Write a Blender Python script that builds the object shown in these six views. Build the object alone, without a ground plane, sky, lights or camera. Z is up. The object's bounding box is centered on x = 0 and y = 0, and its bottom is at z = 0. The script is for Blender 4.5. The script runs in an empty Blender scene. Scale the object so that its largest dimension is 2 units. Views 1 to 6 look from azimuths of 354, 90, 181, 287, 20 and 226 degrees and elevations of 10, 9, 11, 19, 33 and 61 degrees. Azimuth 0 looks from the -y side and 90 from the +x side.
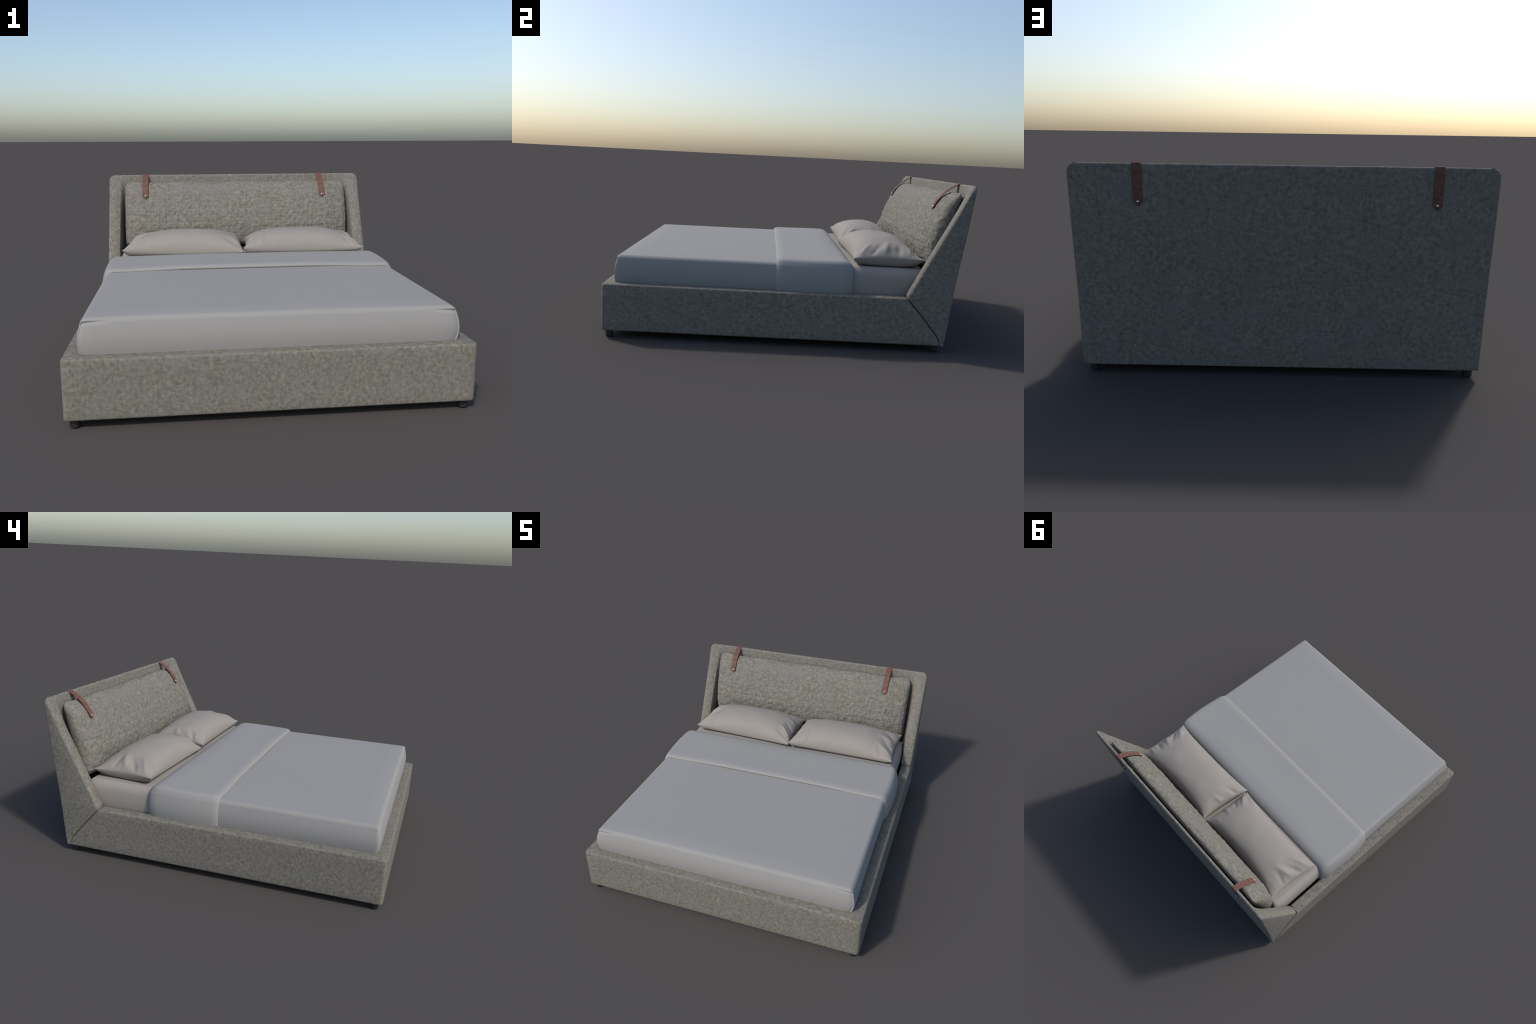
"""Upholstered double bed: winged headboard, strapped-on bolster cushion, mattress,
tucked blanket with folded-back top, two pillows.  Metres, z up, foot end at -y."""
import bpy, bmesh, math
import numpy as np
from mathutils import Vector, noise

# ------------------------------------------------------------------ helpers
def smooth(a, b, v):
    t = np.clip((np.asarray(v, float) - a) / (b - a), 0, 1)
    return t * t * (3 - 2 * t)


def noise_at(points, scale, seed=0.0, stretch=(1, 1, 1)):
    k = np.array(stretch) * scale
    return np.array([noise.noise(Vector((p[0] * k[0] + seed, p[1] * k[1] + 2 * seed, p[2] * k[2] - seed)))
                     for p in points])


def make_object(name, verts, faces, material, parent=None, smooth_angle=None):
    mesh = bpy.data.meshes.new(name)
    mesh.from_pydata([tuple(map(float, v)) for v in verts], [], [tuple(map(int, f)) for f in faces])
    bm = bmesh.new()
    bm.from_mesh(mesh)
    bmesh.ops.remove_doubles(bm, verts=bm.verts, dist=1e-6)
    bmesh.ops.recalc_face_normals(bm, faces=bm.faces)
    bm.to_mesh(mesh)
    bm.free()
    mesh.polygons.foreach_set("use_smooth", [True] * len(mesh.polygons))
    if smooth_angle:
        mesh.set_sharp_from_angle(angle=math.radians(smooth_angle))
    mesh.materials.append(material)
    obj = bpy.data.objects.new(name, mesh)
    bpy.context.scene.collection.objects.link(obj)
    if parent:
        obj.parent = parent
    return obj


def loft(rings, cap=True):
    """closed rings (n_rings, n, 3) -> verts, faces"""
    rings = np.asarray(rings)
    m, n = rings.shape[:2]
    faces = []
    for i in range(m - 1):
        for j in range(n):
            k = (j + 1) % n
            faces.append((i * n + j, i * n + k, (i + 1) * n + k, (i + 1) * n + j))
    if cap:
        faces.append(tuple(range(n - 1, -1, -1)))
        faces.append(tuple(range((m - 1) * n, m * n)))
    return rings.reshape(-1, 3), faces


def axis_samples(lo, hi, fine, reach, coarse):
    """coordinates from lo to hi: `fine` spacing within `reach` of both ends, `coarse` between"""
    a = np.arange(lo, lo + reach, fine)
    b = np.linspace(lo + reach, hi - reach, max(2, int((hi - lo - 2 * reach) / coarse)))
    c = np.arange(hi, hi - reach, -fine)[::-1]
    return np.unique(np.round(np.concatenate([a, b, c]), 6))


def rounded_box(lo, hi, radius, samples):
    """surface grid of a box with rounded edges; radius may differ per axis"""
    lo, hi, r = np.array(lo, float), np.array(hi, float), np.array(radius, float)
    verts, faces = [], []
    for ax in range(3):
        u, v = [a for a in range(3) if a != ax]
        for side in (0, 1):
            U, V = np.meshgrid(samples[u], samples[v], indexing="ij")
            p = np.zeros(U.shape + (3,))
            p[..., u], p[..., v] = U, V
            p[..., ax] = hi[ax] if side else lo[ax]
            base = len(verts)
            verts.extend(p.reshape(-1, 3))
            a, b = U.shape
            idx = base + np.arange(a * b).reshape(a, b)
            q = np.stack([idx[:-1, :-1], idx[1:, :-1], idx[1:, 1:], idx[:-1, 1:]], -1).reshape(-1, 4)
            if side ^ (ax == 1):
                faces.extend(map(tuple, q))
            else:
                faces.extend(map(tuple, q[:, ::-1]))
    p = np.array(verts)
    inner = np.clip(p, lo + r, hi - r)
    d = (p - inner) / r
    # spread samples evenly round the arc, then push to the ellipsoid
    d = np.tan(np.clip(d, -1, 1) * math.pi / 4)
    length = np.maximum(np.linalg.norm(d, axis=1, keepdims=True), 1e-9)
    return inner + r * d / length, faces


# ---------------------------------------------------------------- materials
def node_material(name):
    mat = bpy.data.materials.new(name)
    mat.use_nodes = True
    tree = mat.node_tree
    return mat, tree, tree.nodes["Principled BSDF"]


def add(tree, kind, **settings):
    node = tree.nodes.new(kind)
    for key, value in settings.items():
        if key in node.bl_rna.properties:
            setattr(node, key, value)
        else:
            node.inputs[key].default_value = value
    return node


def mapped_noise(tree, coords, scale, stretch, detail=2.0, rough=0.5, shift=(0, 0, 0)):
    m = add(tree, "ShaderNodeMapping")
    m.inputs["Scale"].default_value = stretch
    m.inputs["Location"].default_value = shift
    tree.links.new(coords, m.inputs["Vector"])
    n = add(tree, "ShaderNodeTexNoise", Scale=scale, Detail=detail, Roughness=rough)
    tree.links.new(m.outputs["Vector"], n.inputs["Vector"])
    return n.outputs["Fac"]


def ramp(tree, fac, stops):
    r = tree.nodes.new("ShaderNodeValToRGB")
    while len(r.color_ramp.elements) < len(stops):
        r.color_ramp.elements.new(0.5)
    for e, (pos, col) in zip(r.color_ramp.elements, stops):
        e.position = pos
        e.color = (*col, 1) if len(col) == 3 else col
    tree.links.new(fac, r.inputs["Fac"])
    return r.outputs["Color"]


def mix(tree, fac, a, b, mode="MIX"):
    m = tree.nodes.new("ShaderNodeMix")
    m.data_type, m.blend_type = "RGBA", mode
    if isinstance(fac, (int, float)):
        m.inputs[0].default_value = fac
    else:
        tree.links.new(fac, m.inputs[0])
    for socket, value in ((m.inputs[6], a), (m.inputs[7], b)):
        if isinstance(value, tuple):
            socket.default_value = (*value, 1)
        else:
            tree.links.new(value, socket)
    return m.outputs[2]


def math_node(tree, op, a, b):
    m = tree.nodes.new("ShaderNodeMath")
    m.operation = op
    for socket, value in zip(m.inputs, (a, b)):
        if isinstance(value, (int, float)):
            socket.default_value = value
        else:
            tree.links.new(value, socket)
    return m.outputs[0]


def bump(tree, bsdf, height, strength, distance):
    b = add(tree, "ShaderNodeBump", Strength=strength, Distance=distance)
    tree.links.new(height, b.inputs["Height"])
    tree.links.new(b.outputs["Normal"], bsdf.inputs["Normal"])


FABRIC_LIGHT = (0.221, 0.210, 0.178)
FABRIC_MID = (0.165, 0.157, 0.132)
FABRIC_DARK = (0.116, 0.111, 0.094)
FABRIC_LILAC = (0.176, 0.162, 0.160)


def fabric_material(name, bump_strength=0.35, size=1.0):
    mat, tree, bsdf = node_material(name)
    coords = tree.nodes.new("ShaderNodeTexCoord").outputs["Object"]
    # threads running along each axis, mixed into a melange weave
    t1 = mapped_noise(tree, coords, 110 / size, (0.5, 0.5, 1.2), 2.0)
    t2 = mapped_noise(tree, coords, 110 / size, (1.2, 1.2, 0.5), 2.0, shift=(3, 1, 7))
    fleck = mapped_noise(tree, coords, 62 / size, (1, 1, 1), 2.0, 0.5, shift=(9, 4, 2))
    weave = math_node(tree, "ADD", math_node(tree, "MULTIPLY", t1, 0.29), math_node(tree, "MULTIPLY", t2, 0.29))
    weave = math_node(tree, "ADD", weave, math_node(tree, "MULTIPLY", fleck, 0.42))
    colour = ramp(tree, weave, [(0.37, FABRIC_DARK), (0.50, FABRIC_MID), (0.63, FABRIC_LIGHT)])
    # broad lilac-grey patches in the cloth
    patch = mapped_noise(tree, coords, 9, (1, 1, 1), 3.0, 0.6)
    patch_mask = ramp(tree, patch, [(0.48, (0, 0, 0)), (0.62, (1, 1, 1))])
    colour = mix(tree, math_node(tree, "MULTIPLY", patch_mask, 0.75), colour, mix(tree, 0.6, colour, FABRIC_LILAC))
    # rare pale slubs
    slub = mapped_noise(tree, coords, 60, (1, 1, 1), 1.0, 0.5, shift=(5, 5, 1))
    slub_mask = ramp(tree, slub, [(0.70, (0, 0, 0)), (0.78, (1, 1, 1))])
    colour = mix(tree, math_node(tree, "MULTIPLY", slub_mask, 0.5), colour, (0.275, 0.257, 0.226))
    tree.links.new(colour, bsdf.inputs["Base Color"])
    bsdf.inputs["Roughness"].default_value = 0.9
    bsdf.inputs["Specular IOR Level"].default_value = 0.25
    bump(tree, bsdf, weave, bump_strength, 0.004)
    return mat


def linen_material(name, colour, grain):
    mat, tree, bsdf = node_material(name)
    coords = tree.nodes.new("ShaderNodeTexCoord").outputs["Object"]
    n = mapped_noise(tree, coords, 14, (1, 1, 1), 3.0, 0.5)
    lo = tuple(c * (1 - grain) for c in colour)
    hi = tuple(c * (1 + grain) for c in colour)
    tree.links.new(ramp(tree, n, [(0.35, lo), (0.65, hi)]), bsdf.inputs["Base Color"])
    bsdf.inputs["Roughness"].default_value = 0.85
    bsdf.inputs["Specular IOR Level"].default_value = 0.25
    thread = mapped_noise(tree, coords, 500, (1, 1, 1), 1.0)
    bump(tree, bsdf, thread, 0.05, 0.001)
    return mat


def leather_material():
    mat, tree, bsdf = node_material("brown_leather")
    coords = tree.nodes.new("ShaderNodeTexCoord").outputs["Object"]
    n = mapped_noise(tree, coords, 60, (1, 1, 1), 4.0, 0.65)
    tree.links.new(ramp(tree, n, [(0.30, (0.100, 0.046, 0.036)), (0.52, (0.140, 0.072, 0.059)),
                                  (0.72, (0.205, 0.105, 0.086))]), bsdf.inputs["Base Color"])
    bsdf.inputs["Roughness"].default_value = 0.7
    bsdf.inputs["Specular IOR Level"].default_value = 0.12
    bump(tree, bsdf, n, 0.3, 0.002)
    return mat


FABRIC = fabric_material("grey_melange_fabric", 0.35, 1.12)
QUILT = fabric_material("crumpled_melange_fabric", 0.3, 1.25)
BLANKET = linen_material("grey_blanket_cotton", (0.268, 0.265, 0.256), 0.004)
SHEET = linen_material("warm_sheet_cotton", (0.266, 0.244, 0.220), 0.006)
MATTRESS_SHEET = linen_material("mattress_sheet_cotton", (0.288, 0.266, 0.242), 0.006)
LEATHER = leather_material()

CHROME, _t, _b = node_material("polished_steel")
_b.inputs["Base Color"].default_value = (0.75, 0.76, 0.78, 1)
_b.inputs["Metallic"].default_value = 1.0
_b.inputs["Roughness"].default_value = 0.14

BLACK, _t, _b = node_material("black_plastic")
_n = mapped_noise(_t, _t.nodes.new("ShaderNodeTexCoord").outputs["Object"], 40, (1, 1, 1))
_t.links.new(ramp(_t, _n, [(0.3, (0.016, 0.016, 0.017)), (0.7, (0.024, 0.024, 0.025))]), _b.inputs["Base Color"])
_b.inputs["Roughness"].default_value = 0.5

PLYWOOD, _t, _b = node_material("dark_lining")
_n = mapped_noise(_t, _t.nodes.new("ShaderNodeTexCoord").outputs["Object"], 30, (1, 1, 1))
_t.links.new(ramp(_t, _n, [(0.3, (0.03, 0.03, 0.03)), (0.7, (0.045, 0.044, 0.043))]), _b.inputs["Base Color"])
_b.inputs["Roughness"].default_value = 0.9

# --------------------------------------------------------------------- root
bed = bpy.data.objects.new("upholstered_bed", None)
bpy.context.scene.collection.objects.link(bed)
bed["label"] = "grey melange upholstered double bed with winged strapped headboard"
bed["category"] = "bed"

FRAME_BOTTOM, RAIL_TOP = 0.039, 0.3005
OUT_X, IN_X = 0.870, 0.797
FOOT_Y, FOOT_IN_Y = -0.999, -0.925

# seam between side rail and headboard wing, y as a function of height
SEAM_Z = [0.039, 0.052, 0.070, 0.095, 0.202, 0.302]
SEAM_Y = [0.8700, 0.8665, 0.8590, 0.8445, 0.7535, 0.6630]


def seam_y(z):
    return np.interp(z, SEAM_Z, SEAM_Y)


# ---------------------------------------------------------------- bed frame
def build_frame():
    """U of padded rails, swept as vertical rings round a bevelled rectangular section"""
    r_corner, b = 0.020, 0.011
    # plan path: left rail back -> foot -> right rail back; each station has outer/inner point
    stations = []
    arc = np.linspace(0, math.pi / 2, 7)
    for y in np.linspace(0.66, FOOT_Y + 0.08, 30):
        stations.append(((-OUT_X, y), (-IN_X, max(y, FOOT_IN_Y))))
    for a in arc:
        c = (-OUT_X + r_corner, FOOT_Y + r_corner)
        stations.append(((c[0] - r_corner * math.cos(a), c[1] - r_corner * math.sin(a)), (-IN_X, FOOT_IN_Y)))
    for x in np.linspace(-0.79, 0.79, 30):
        stations.append(((x, FOOT_Y), (x, FOOT_IN_Y)))
    right = [((-o[0], o[1]), (-i[0], i[1])) for o, i in stations[:37]][::-1]
    stations += right
    last = len(stations) - 1
    rings = []
    z0, z1 = FRAME_BOTTOM, RAIL_TOP
    # section outline: (fraction from outer 0 to inner 1, inset from outer, z)
    q = np.linspace(0, math.pi / 2, 5)
    outline = [(0, b - b * math.cos(a), z0 + b - b * math.sin(a)) for a in q[::-1]]
    outline += [(0, 0, z) for z in (0.095, 0.14, 0.2, 0.25)]
    outline += [(0, b - b * math.cos(a), z1 - b + b * math.sin(a)) for a in q]
    outline += [(1, b - b * math.cos(a), z1 - b + b * math.sin(a)) for a in q[::-1]]
    outline += [(1, 0, z) for z in (0.25, 0.2, 0.14, 0.095)]
    outline += [(1, b - b * math.cos(a), z0 + b - b * math.sin(a)) for a in q]
    for s, (o, i) in enumerate(stations):
        o, i = np.array(o), np.array(i)
        d = (i - o) / max(np.linalg.norm(i - o), 1e-6)
        def ring(shift_fn):
            pts = []
            for side, inset, z in outline:
                p = (o + d * inset) if side == 0 else (i - d * inset)
                pts.append([p[0], shift_fn(p[1], z), z])
            return pts
        if s in (0, last):
            # rounded end following the slanted seam
            rows = []
            for k, a in enumerate(np.linspace(0, math.pi / 2, 5)):
                inset = 0.0025 * (1 - math.sin(a))
                back = 0.0025 * (1 - math.cos(a))
                pts = []
                for side, ins, z in outline:
                    extra = max(ins, inset)
                    p = (o + d * extra) if side == 0 else (i - d * extra)
                    zz = np.clip(z, z0 + inset, z1 - inset)
                    pts.append([p[0], seam_y(zz) - 0.0003 - back, zz])
                rows.append(pts)
            rings += rows if s == 0 else rows[::-1]
        else:
            def stretch(y, z):
                # rails lengthen toward the bottom so that they follow the seam
                t = np.clip((y + 0.90) / 1.55, 0, 1)
                return y + t * (seam_y(z) - 0.006 - 0.657) * (y > -0.9)
            rings.append(ring(stretch))
    v, f = loft(rings)
    obj = make_object("bed_frame", v, f, FABRIC, bed, 50)
    return obj


build_frame()

v, f = rounded_box((-0.80, -0.95, 0.06), (0.80, 0.875, 0.10), (0.004,) * 3,
                   [np.linspace(-0.80, 0.80, 5), np.linspace(-0.95, 0.875, 5), np.linspace(0.06, 0.10, 4)])
make_object("bed_platform", v, f, PLYWOOD, bed, 40)

# ---------------------------------------------------------------- headboard
HB_TOP, HB_HALF = 0.9245, 0.8685
PANEL_THICK = 0.020


def back_y(z):
    # the cloth of the back draws in slightly between bottom and top edge
    t = np.clip((z - 0.039) / 0.885, 0, 1)
    return 0.8915 + (z - 0.039) * 0.1165 - 0.005 * np.sin(np.clip(t / 0.75, 0, 1) * math.pi) ** 2


def wing_y(z):
    z = np.asarray(z, float)
    return np.where(z < 0.302, seam_y(np.minimum(z, 0.302)), 0.6645 + (z - 0.302) * 0.503)


def build_headboard():
    r_edge, r_top = 0.009, 0.040
    edge = r_edge * (1 - np.cos(np.linspace(0, math.pi / 2, 6)))
    flank = np.concatenate([edge, np.linspace(0.013, 0.10, 30)])   # distance in from the outer side
    mid = np.linspace(-HB_HALF + 0.10, HB_HALF - 0.10, 50)[1:-1]
    xs = np.concatenate([-HB_HALF + flank, mid, (HB_HALF - flank)[::-1]])
    e = HB_HALF - np.abs(xs)
    xb = np.concatenate([-HB_HALF + edge, np.linspace(-0.85, 0.85, 70), (HB_HALF - edge)[::-1]])
    eb = HB_HALF - np.abs(xb)

    def corner(dist, r):
        k = np.clip(r - dist, 0, r)
        return r - np.sqrt(np.maximum(r * r - k * k, 0))
    zs = np.concatenate([[FRAME_BOTTOM], FRAME_BOTTOM + 0.008 * (1 - np.cos(np.linspace(0.4, math.pi / 2, 4))),
                         np.linspace(0.055, 0.29, 20), np.linspace(0.2925, 0.312, 10),
                         np.linspace(0.32, 0.87, 60), np.linspace(0.874, HB_TOP - 0.008, 12),
                         HB_TOP - 0.008 + 0.008 * np.sin(np.linspace(0.25, math.pi / 2, 6))])
    zs = np.unique(np.round(zs, 6))
    rings = []
    for z in zs:
        yb = back_y(z)
        yp = yb - PANEL_THICK
        yw = float(wing_y(z))
        # rounded nose where the slanted wing edge starts above the rail
        if 0.302 - 0.012 < z < 0.302 + 0.012:
            yw += 0.006 * (1 - ((z - 0.302) / 0.012) ** 2) ** 2
        depth = max(yp - yw, 0)
        # padded wing: full depth to 48 mm in from the side, then an S-curve down to the panel
        fall = smooth(0.110, 0.070, e)
        dome = 0.008 * np.clip(np.abs(e - 0.034) / 0.032, 0, 1) ** 2.2 * min(1, depth / 0.05)
        y_front = yp - np.maximum(depth - dome, 0) * fall
        y_front = y_front + corner(e, r_edge)
        y_back = yb - corner(eb, r_edge)
        # round over the top edge and the bottom edge
        t = max(0, (z - (HB_TOP - 0.010)) / 0.010)
        lo = max(0, (FRAME_BOTTOM + 0.008 - z) / 0.008)
        shrink = 0.0095 * (1 - math.sqrt(max(0, 1 - t * t))) + 0.004 * (1 - math.sqrt(max(0, 1 - lo * lo)))
        y_front, y_back = y_front + shrink, y_back - shrink
        k = max(0, z - (HB_TOP - r_top))
        half = HB_HALF - (r_top - math.sqrt(max(r_top ** 2 - k * k, 0))) * 0.98 - 0.004 * (1 - math.sqrt(max(0, 1 - lo * lo)))
        s = half / HB_HALF
        front = np.stack([xs * s, y_front, np.full_like(xs, z)], -1)
        back = np.stack([xb * s, np.maximum(y_back, np.interp(xb, xs, y_front) + 0.0004), np.full_like(xb, z)], -1)[::-1]
        rings.append(np.concatenate([front, back]))
    v, f = loft(rings)
    return make_object("headboard", v, f, FABRIC, bed, 60)


headboard = build_headboard()

# --------------------------------------------------- strapped-on back cushion
CUSHION_Z = (0.447, 0.876)
CUSHION_HALF = 0.760
STRAP_X = (-0.6225, 0.5855)
FRONT_Z = [0.455, 0.53, 0.60, 0.68, 0.75, 0.80, 0.84, 0.876]
FRONT_Y = [0.776, 0.769, 0.773, 0.795, 0.824, 0.846, 0.873, 0.906]
BACK_Z = [0.455, 0.60, 0.75, 0.876]
BACK_Y = [0.860, 0.905, 0.937, 0.960]


def build_cushion():
    hx, hy, hz = CUSHION_HALF, 1.0, (CUSHION_Z[1] - CUSHION_Z[0]) / 2
    zc = sum(CUSHION_Z) / 2
    samples = [axis_samples(-hx, hx, 0.004, 0.06, 0.0055), np.linspace(-1, 1, 19),
               axis_samples(-hz, hz, 0.004, 0.05, 0.0055)]
    p, f = rounded_box((-hx, -1, -hz), (hx, 1, hz), (0.042, 0.92, 0.042), samples)
    z = p[:, 2] + zc
    # gently waving outline
    z = z + 0.003 * np.sin(p[:, 0] * 17 + 1) * smooth(0.10, 0.21, np.abs(p[:, 2]))
    yf = np.interp(z, FRONT_Z, FRONT_Y)
    yb = np.interp(z, BACK_Z, BACK_Y)
    y = (yf + yb) / 2 + p[:, 1] * (yb - yf) / 2
    # both ends lean back into the wings
    y = y + (0.024 * smooth(0.60, 0.74, p[:, 0]) + 0.015 * smooth(0.64, 0.74, -p[:, 0])) * (1 - p[:, 1]) / 2
    # the straps press the cover in
    for strap_x in STRAP_X:
        y = y + 0.009 * np.exp(-((p[:, 0] - strap_x) / 0.035) ** 2) * smooth(0.72, 0.79, z) * smooth(0.2, -0.5, p[:, 1])
    q = np.stack([p[:, 0], y, z], -1)
    # crumpled cover: short crossing creases, stronger low down on the front
    face = smooth(0.9, -0.3, p[:, 1])
    low = 0.55 + 0.45 * smooth(0.82, 0.66, z)
    a = noise_at(q, 52, 3.1, (1.0, 0.6, 0.85))
    b = noise_at(q, 27, 8.7, (1.0, 0.6, 0.85))
    c = noise_at(q, 8, 1.3)
    crease = 1 - 2 * np.abs(b)
    # diagonal quilting: rows of puffs, loosened by the noise
    k = 2 * math.pi / 0.042
    d1 = np.sin((q[:, 0] + q[:, 2]) * k + 1.5 * c) * np.sin((q[:, 0] - q[:, 2]) * k + 1.5 * noise_at(q, 8, 5.9))
    amount = (0.0038 * a + 0.0036 * (crease - 0.5) + 0.0016 * d1) * low + 0.003 * c
    q[:, 1] -= amount * (0.25 + 0.75 * face)
    q[:, 2] += 0.35 * amount * np.sign(p[:, 2]) * smooth(0.16, 0.21, np.abs(p[:, 2]))
    return make_object("headboard_cushion", q, f, QUILT, bed)


build_cushion()


# ------------------------------------------------------------ leather straps
def catmull(points, per=8):
    pts = [np.array(p, float) for p in points]
    pts = [2 * pts[0] - pts[1]] + pts + [2 * pts[-1] - pts[-2]]
    out = []
    for i in range(1, len(pts) - 2):
        for t in np.linspace(0, 1, per, endpoint=False):
            p0, p1, p2, p3 = pts[i - 1:i + 3]
            out.append(0.5 * (2 * p1 + (p2 - p0) * t + (2 * p0 - 5 * p1 + 4 * p2 - p3) * t ** 2
                              + (3 * p1 - p0 - 3 * p2 + p3) * t ** 3))
    out.append(pts[-2])
    return np.array(out)


def build_strap_mesh():
    """band in the y-z plane: up the back, over the top, sagging down onto the cushion"""
    path = [(back_y(z) + 0.001, z) for z in (0.752, 0.79, 0.83, 0.87, 0.90)]
    path += [(back_y(0.914) + 0.001, 0.9145), (0.9905, 0.9245), (0.982, 0.9235)]
    path += [(0.965, 0.9155), (0.934, 0.8965), (0.903, 0.8735), (0.879, 0.8480), (0.857, 0.8205), (0.844, 0.797), (0.836, 0.772)]
    c = catmull(path, 8)
    tangent = np.gradient(c, axis=0)
    tangent /= np.linalg.norm(tangent, axis=1, keepdims=True)
    normal = np.stack([tangent[:, 1], -tangent[:, 0]], -1)   # pointing outward
    length = np.concatenate([[0], np.cumsum(np.linalg.norm(np.diff(c, axis=0), axis=1))])
    reach = np.minimum(length, length[-1] - length)
    half = 0.0192 * np.clip(0.10 + reach / 0.020, 0, 1)
    thick = 0.0040
    rings = []
    for i in range(len(c)):
        w, n, p = half[i], normal[i], c[i]
        e = min(0.0008, w * 0.4)
        ring = []
        for x, h in ((-w + e, 0), (w - e, 0), (w, e), (w, thick - e), (w - e, thick), (-w + e, thick), (-w, thick - e), (-w, e)):
            ring.append((x, p[0] + n[0] * h, p[1] + n[1] * h))
        rings.append(ring)
    v, f = loft(rings)
    k0 = np.argmin(np.abs(length - 0.020))
    k1 = np.argmin(np.abs(length - (length[-1] - 0.020)))
    spots = [(c[k] + normal[k] * (thick - 0.0005), normal[k]) for k in (k0, k1)]
    return v, f, spots


def rivet_mesh():
    """low dome"""
    r = 0.0060
    rings = []
    for a in np.linspace(0.02, math.pi / 2 + 0.25, 8):
        rings.append([(r * math.sin(a) * math.cos(t), r * math.sin(a) * math.sin(t), r * 0.8 * math.cos(a))
                      for t in np.linspace(0, 2 * math.pi, 20, endpoint=False)])
    v, f = loft(rings)
    return v, f


v, f, spots = build_strap_mesh()
strap = make_object("leather_strap", v, f, LEATHER, bed, 40)
strap.location.x = STRAP_X[0]
strap2 = strap.copy()
strap2.location.x = STRAP_X[1]
bpy.context.scene.collection.objects.link(strap2)
rv, rf = rivet_mesh()
rivet = make_object("rivet", rv, rf, CHROME, strap)
first = True
for owner in (strap, strap2):
    for centre, normal in spots:
        r = rivet if first else rivet.copy()
        if not first:
            bpy.context.scene.collection.objects.link(r)
        first = False
        r.parent = owner
        r.location = (0, centre[0], centre[1])
        r.rotation_euler = Vector((0, normal[0], normal[1])).to_track_quat("Z", "Y").to_euler()


# ------------------------------------------------------------------- legs
def leg_mesh():
    r, h = 0.0215, 0.062
    prof = [(0.001, 0.0), (r - 0.006, 0.0), (r - 0.003, 0.001), (r - 0.0008, 0.0035), (r, 0.007), (r, h)]
    rings = [[(a * math.cos(t), a * math.sin(t), z) for t in np.linspace(0, 2 * math.pi, 32, endpoint=False)] for a, z in prof]
    return loft(rings)


v, f = leg_mesh()
leg = make_object("leg", v, f, BLACK, bed, 40)
for i, (x, y) in enumerate(((-0.830, -0.957), (0.832, -0.957), (-0.829, 0.850), (0.828, 0.850))):
    o = leg if i == 0 else leg.copy()
    if i:
        bpy.context.scene.collection.objects.link(o)
    o.location = (x, y, 0)

# ---------------------------------------------------------------- mattress
def build_mattress():
    lo, hi = (-0.771, -0.90, 0.10), (0.771, 0.795, 0.4445)
    s = [axis_samples(lo[0], hi[0], 0.006, 0.06, 0.05), axis_samples(lo[1], hi[1], 0.006, 0.06, 0.05),
         axis_samples(lo[2], hi[2], 0.006, 0.06, 0.03)]
    p, f = rounded_box(lo, hi, (0.030, 0.034, 0.050), s)
    belly = np.sin(np.clip((p[:, 2] - 0.25) / 0.195, 0, 1) * math.pi)
    p[:, 0] += np.sign(p[:, 0]) * 0.014 * belly * smooth(0.70, 0.76, np.abs(p[:, 0]))
    return make_object("mattress", p, f, MATTRESS_SHEET, bed)


build_mattress()

# ----------------------------------------------------------------- blanket
BLANKET_X, BLANKET_FOOT, BLANKET_TOP = 0.789, -0.931, 0.4495


def crown(x, y, half):
    """plump middle of the bedding"""
    across = 1 - np.clip(np.abs(x) / half, 0, 1) ** 5
    along = smooth(BLANKET_FOOT - 0.03, BLANKET_FOOT + 0.09, y)
    return 0.0092 * across * along


def build_blanket():
    lo, hi = (-BLANKET_X, BLANKET_FOOT, 0.20), (BLANKET_X, 0.33, BLANKET_TOP)
    s = [axis_samples(lo[0], hi[0], 0.0022, 0.05, 0.012), axis_samples(lo[1], hi[1], 0.003, 0.04, 0.03),
         axis_samples(lo[2], hi[2], 0.0025, 0.06, 0.004)]
    p, f = rounded_box(lo, hi, (0.018, 0.019, 0.018), s)
    x, y, z = p.T.copy()
    ax = np.abs(x)
    belly = np.sin(np.clip((z - 0.255) / 0.193, 0, 1) * math.pi)
    side = smooth(BLANKET_X - 0.03, BLANKET_X - 0.002, ax)
    foot = smooth(BLANKET_FOOT + 0.03, BLANKET_FOOT + 0.002, y)
    near = smooth(-0.3, -0.9, y)
    p[:, 0] += np.sign(x) * side * belly * (0.018 + 0.004 * near)
    p[:, 1] -= foot * belly * 0.018
    p[:, 2] += crown(x, y, BLANKET_X) * smooth(0.40, 0.44, z)
    # folded corners at the foot: the side cloth wraps round and overlaps the front panel
    e = BLANKET_X - ax
    lip = 0.004 + 0.008 * smooth(0.36, 0.22, z)
    inside = np.clip((e - lip) / 0.004, 0, 1)
    groove = 0.009 * inside * np.exp(-np.maximum(e - lip, 0) / 0.014) * smooth(BLANKET_TOP - 0.012, BLANKET_TOP - 0.030, z)
    # crease running inward just under the top edge
    line = BLANKET_TOP - 0.019 + 0.05 * e
    tail = np.clip(1 - e / 0.13, 0, 1)
    crease = 0.009 * tail * np.exp(-((z - line) / 0.006) ** 2)
    ridge = 0.003 * tail * np.exp(-((z - line - 0.010) / 0.008) ** 2)
    p[:, 1] += foot * (groove + crease * inside - ridge)
    return make_object("blanket", p, f, BLANKET)


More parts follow.
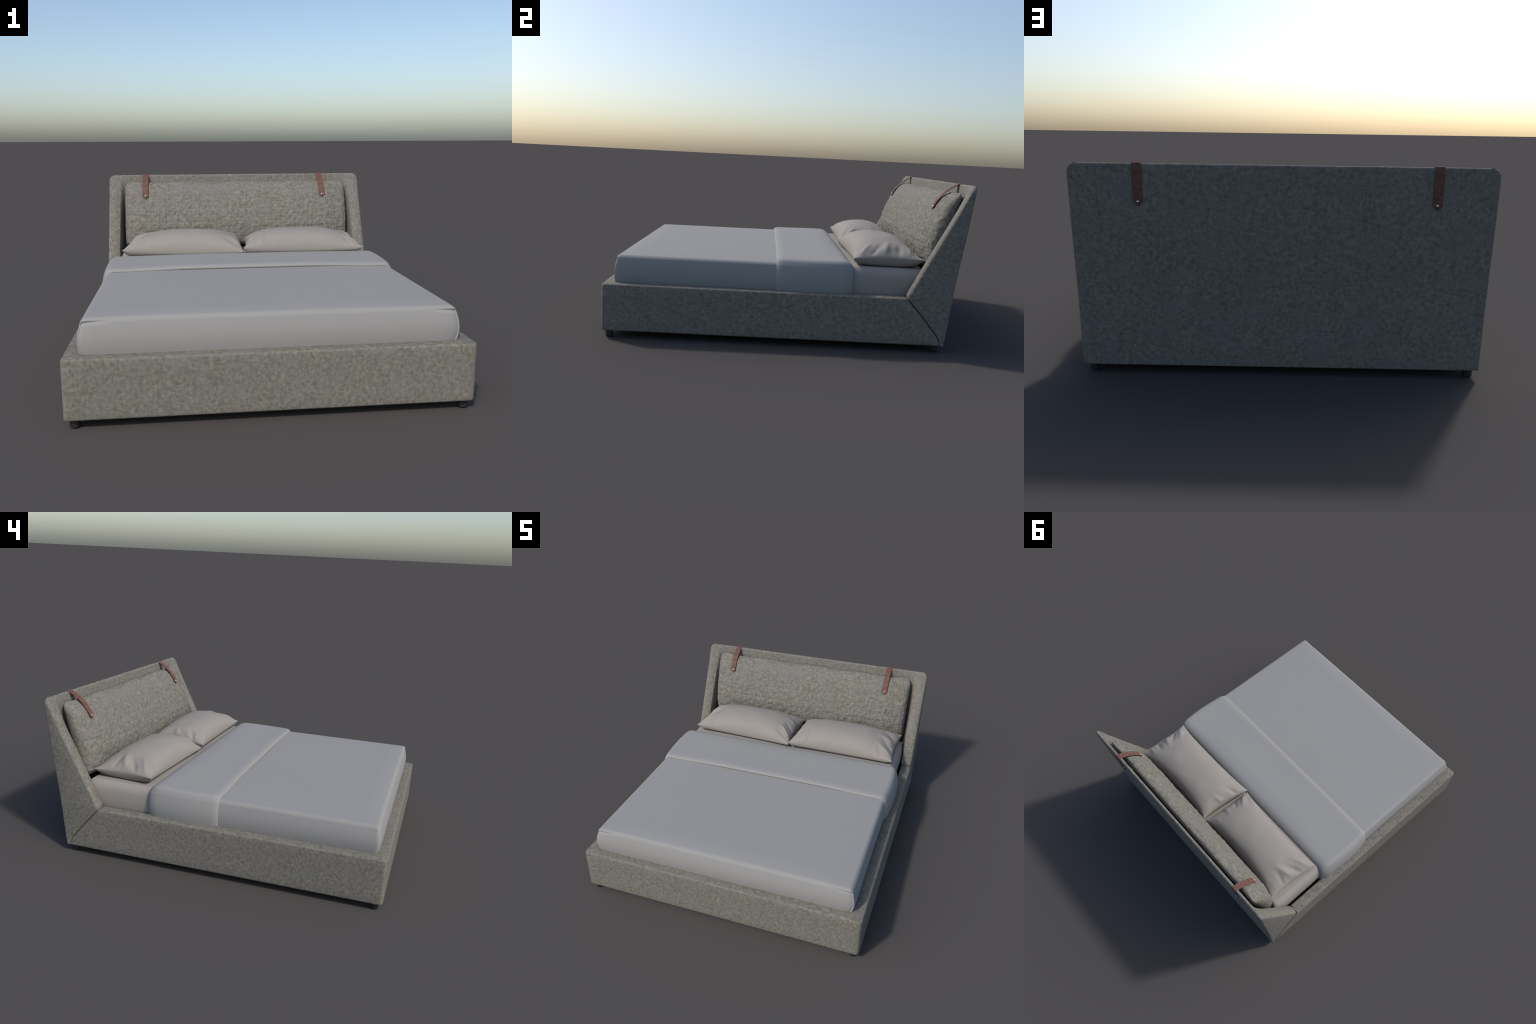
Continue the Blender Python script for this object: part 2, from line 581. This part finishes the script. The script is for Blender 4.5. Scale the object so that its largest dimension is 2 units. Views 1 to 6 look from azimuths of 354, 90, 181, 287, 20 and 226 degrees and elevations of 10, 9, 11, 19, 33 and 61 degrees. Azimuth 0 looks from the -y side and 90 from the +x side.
blanket = build_blanket()
blanket["label"] = "smooth light grey blanket with folded back top band"
blanket["category"] = "blanket"


def build_fold():
    """turned-back band: cross sections over the bed, lofted along y"""
    X, Z, R, bottom = 0.800, 0.4725, 0.038, 0.20
    # front lip: starts tucked on the blanket, rolls forward and up
    prof = []
    for t in np.linspace(-1.2, 0, 10):
        prof.append((-0.038 - 0.012 * math.cos(t), 0.014 - 0.0115 * math.sin(t)))
    for t in np.linspace(0, math.pi / 2, 16)[1:]:
        prof.append((-0.005 - 0.045 * math.cos(t), 0.014 - 0.014 * math.sin(t)))
    for y in np.linspace(0.01, 0.30, 18):
        prof.append((y, 0.0))
    for t in np.linspace(0.08, math.pi / 2, 16):
        prof.append((0.31 + 0.071 * math.sin(t), 0.046 * (1 - math.cos(t))))
    rings = []
    for y, inset in prof:
        x_in = inset * 0.60 if y > 0.2 else inset
        half, top = X - x_in + 0.014 * math.sin(min(max((y + 0.05) / 0.44, 0), 1) * math.pi), Z - inset + 0.003 * float(smooth(0.05, 0.3, y))
        r = max(R - 0.35 * inset, 0.02)
        def lift(x):
            edge = (half - r - abs(x)) / 0.45
            return 0.010 * float(smooth(0, 1, edge)) * float(smooth(0.40, 0.24, y))
        pts = []
        zs = np.linspace(bottom, top - r, 22)
        swell = 0.020 * np.sin(np.clip((zs - 0.25) / 0.20, 0, 1) * math.pi)
        for z, s in zip(zs, swell):
            pts.append((-half - s, y, z))
        for t in np.linspace(0, math.pi / 2, 14)[1:]:
            z = top - r + r * math.sin(t)
            s = 0.020 * math.sin(min(max((z - 0.25) / 0.20, 0), 1) * math.pi)
            pts.append((-half - s + r - r * math.cos(t), y, z))
        mid = [(x, y, top + lift(x)) for x in np.linspace(-half + r, half - r, 40)[1:-1]]
        ring = pts + mid + [(-q[0], q[1], q[2]) for q in reversed(pts)]
        rings.append(ring)
    v, f = loft(rings)
    return make_object("blanket_fold", v, f, BLANKET, blanket)


build_fold()


# ----------------------------------------------------------------- pillows
def build_pillow(name, corners, top_z, wrinkles, seed, inner):
    """corners: (front_left, front_right, back_right, back_left) tips in x, y, z.
    wrinkles: (u0, v0, u1, v1, width, height) creases on the upper face, u and v from -1 to 1."""
    fl, fr, br, bl = [np.array(c, float) for c in corners]
    nu, nv = 150, 90
    # samples crowd toward the seams
    def crowd(n):
        return np.sin(np.linspace(-1, 1, n) * math.pi / 2)
    U, V = np.meshgrid(crowd(nu), crowd(nv), indexing="ij")
    verts, faces = [], []
    for side in (1, -1):
        # seams bow inward between the pointed corners
        bow_u = 1 - np.where(U * inner > 0, 0.035, 0.045) * (1 - V ** 2) ** 1.0 * np.abs(U) ** 2.5
        bow_v = 1 - np.where(V > 0, 0.15, 0.11) * (1 - U ** 2) ** 0.6 * np.abs(V) ** 2.5
        u, w = U * bow_u, V * bow_v
        P = ((1 - u) * (1 - w))[..., None] * fl + ((1 + u) * (1 - w))[..., None] * fr \
            + ((1 + u) * (1 + w))[..., None] * br + ((1 - u) * (1 + w))[..., None] * bl
        P = P / 4
        blunt = smooth(-0.3, 0.3, U * inner)     # the ends that meet in the middle are fuller
        gu = blunt * np.clip(1 - np.abs(U) ** 3.4, 0, 1) ** 0.55 + (1 - blunt) * np.clip(1 - np.abs(U) ** 2.3, 0, 1) ** 0.62
        g = gu * np.clip(1 - np.abs(V) ** 2.1, 0, 1) ** 0.5
        seam_z = P[..., 2] - 0.014 * (1 - U ** 2) * np.abs(V) ** 2     # seams sag between the corners
        floor = 0.4460
        if side > 0:
            h = (top_z - seam_z) * g
            disp = np.zeros_like(U)
            for u0, v0, u1, v1, width, height in wrinkles:
                du, dv = (u1 - u0) * 0.37, (v1 - v0) * 0.2
                L = math.hypot(du, dv)
                rx, ry = (U - u0) * 0.37, (V - v0) * 0.2
                t = np.clip((rx * du + ry * dv) / (L * L), 0, 1)
                d = np.hypot(rx - t * du, ry - t * dv)
                taper = np.clip(t * 6, 0, 1) * (1 - smooth(0.25, 1, t))
                disp += height * np.exp(-(d / width) ** 2) * taper
            q = np.stack([U * 0.37, V * 0.2, 0 * U], -1).reshape(-1, 3)
            soft = noise_at(q, 9, seed).reshape(U.shape)
            ends = smooth(0.55, 0.95, np.abs(U))
            fine = noise_at(q, 26, seed + 4).reshape(U.shape)
            disp += 0.004 * soft + 0.004 * fine * ends
            P[..., 2] = seam_z + h + disp * np.clip(g * 2.2, 0, 1)
        else:
            drop = (seam_z - floor) * np.clip(1 - (1 - np.clip(gu * 2.4, 0, 1) * np.sqrt(np.clip(1 - V ** 2, 0, 1))) ** 2, 0, 1)
            P[..., 2] = seam_z - drop
        base = len(verts)
        verts.extend(P.reshape(-1, 3))
        idx = base + np.arange(nu * nv).reshape(nu, nv)
        q = np.stack([idx[:-1, :-1], idx[1:, :-1], idx[1:, 1:], idx[:-1, 1:]], -1).reshape(-1, 4)
        faces.extend(map(tuple, q if side > 0 else q[:, ::-1]))
    obj = make_object(name, verts, faces, SHEET)
    obj["label"] = "soft warm grey pillow with pinched corners"
    obj["category"] = "pillow"
    return obj


LEFT_WRINKLES = [(-1.0, -0.85, -0.55, -0.25, 0.018, 0.012), (-1.0, -0.45, -0.62, 0.05, 0.016, -0.014),
                 (-1.0, -0.05, -0.50, 0.30, 0.020, 0.013), (-1.0, 0.35, -0.66, 0.30, 0.015, -0.012),
                 (-0.80, -1.0, -0.70, -0.45, 0.014, 0.008), (-0.66, -1.0, -0.60, -0.60, 0.012, -0.006),
                 (1.0, -0.95, 0.60, -0.55, 0.016, -0.010), (1.0, -0.75, 0.66, -0.25, 0.014, 0.012),
                 (1.0, -0.35, 0.74, -0.05, 0.014, -0.012), (1.0, 0.15, 0.70, 0.20, 0.017, 0.009)]
RIGHT_WRINKLES = [(1.0, -0.85, 0.58, -0.30, 0.017, 0.014), (1.0, -0.50, 0.66, -0.05, 0.015, -0.014),
                  (1.0, -0.10, 0.55, 0.15, 0.018, 0.012), (1.0, 0.30, 0.60, 0.45, 0.018, -0.012),
                  (0.78, -1.0, 0.70, -0.55, 0.012, -0.007), (1.0, 0.6, 0.66, 0.75, 0.014, 0.008),
                  (-0.72, -1.0, -0.66, -0.35, 0.013, 0.008), (-1.0, -0.6, -0.70, -0.25, 0.016, -0.010),
                  (-1.0, 0.1, -0.72, 0.2, 0.016, 0.008)]
build_pillow("pillow", ((-0.748, 0.392, 0.497), (-0.002, 0.376, 0.477), (0.014, 0.752, 0.500), (-0.722, 0.778, 0.492)),
             0.596, LEFT_WRINKLES, 2.0, 1)
build_pillow("pillow", ((-0.002, 0.370, 0.498), (0.757, 0.376, 0.489), (0.765, 0.772, 0.498), (0.030, 0.755, 0.502)),
             0.597, RIGHT_WRINKLES, 6.0, -1)
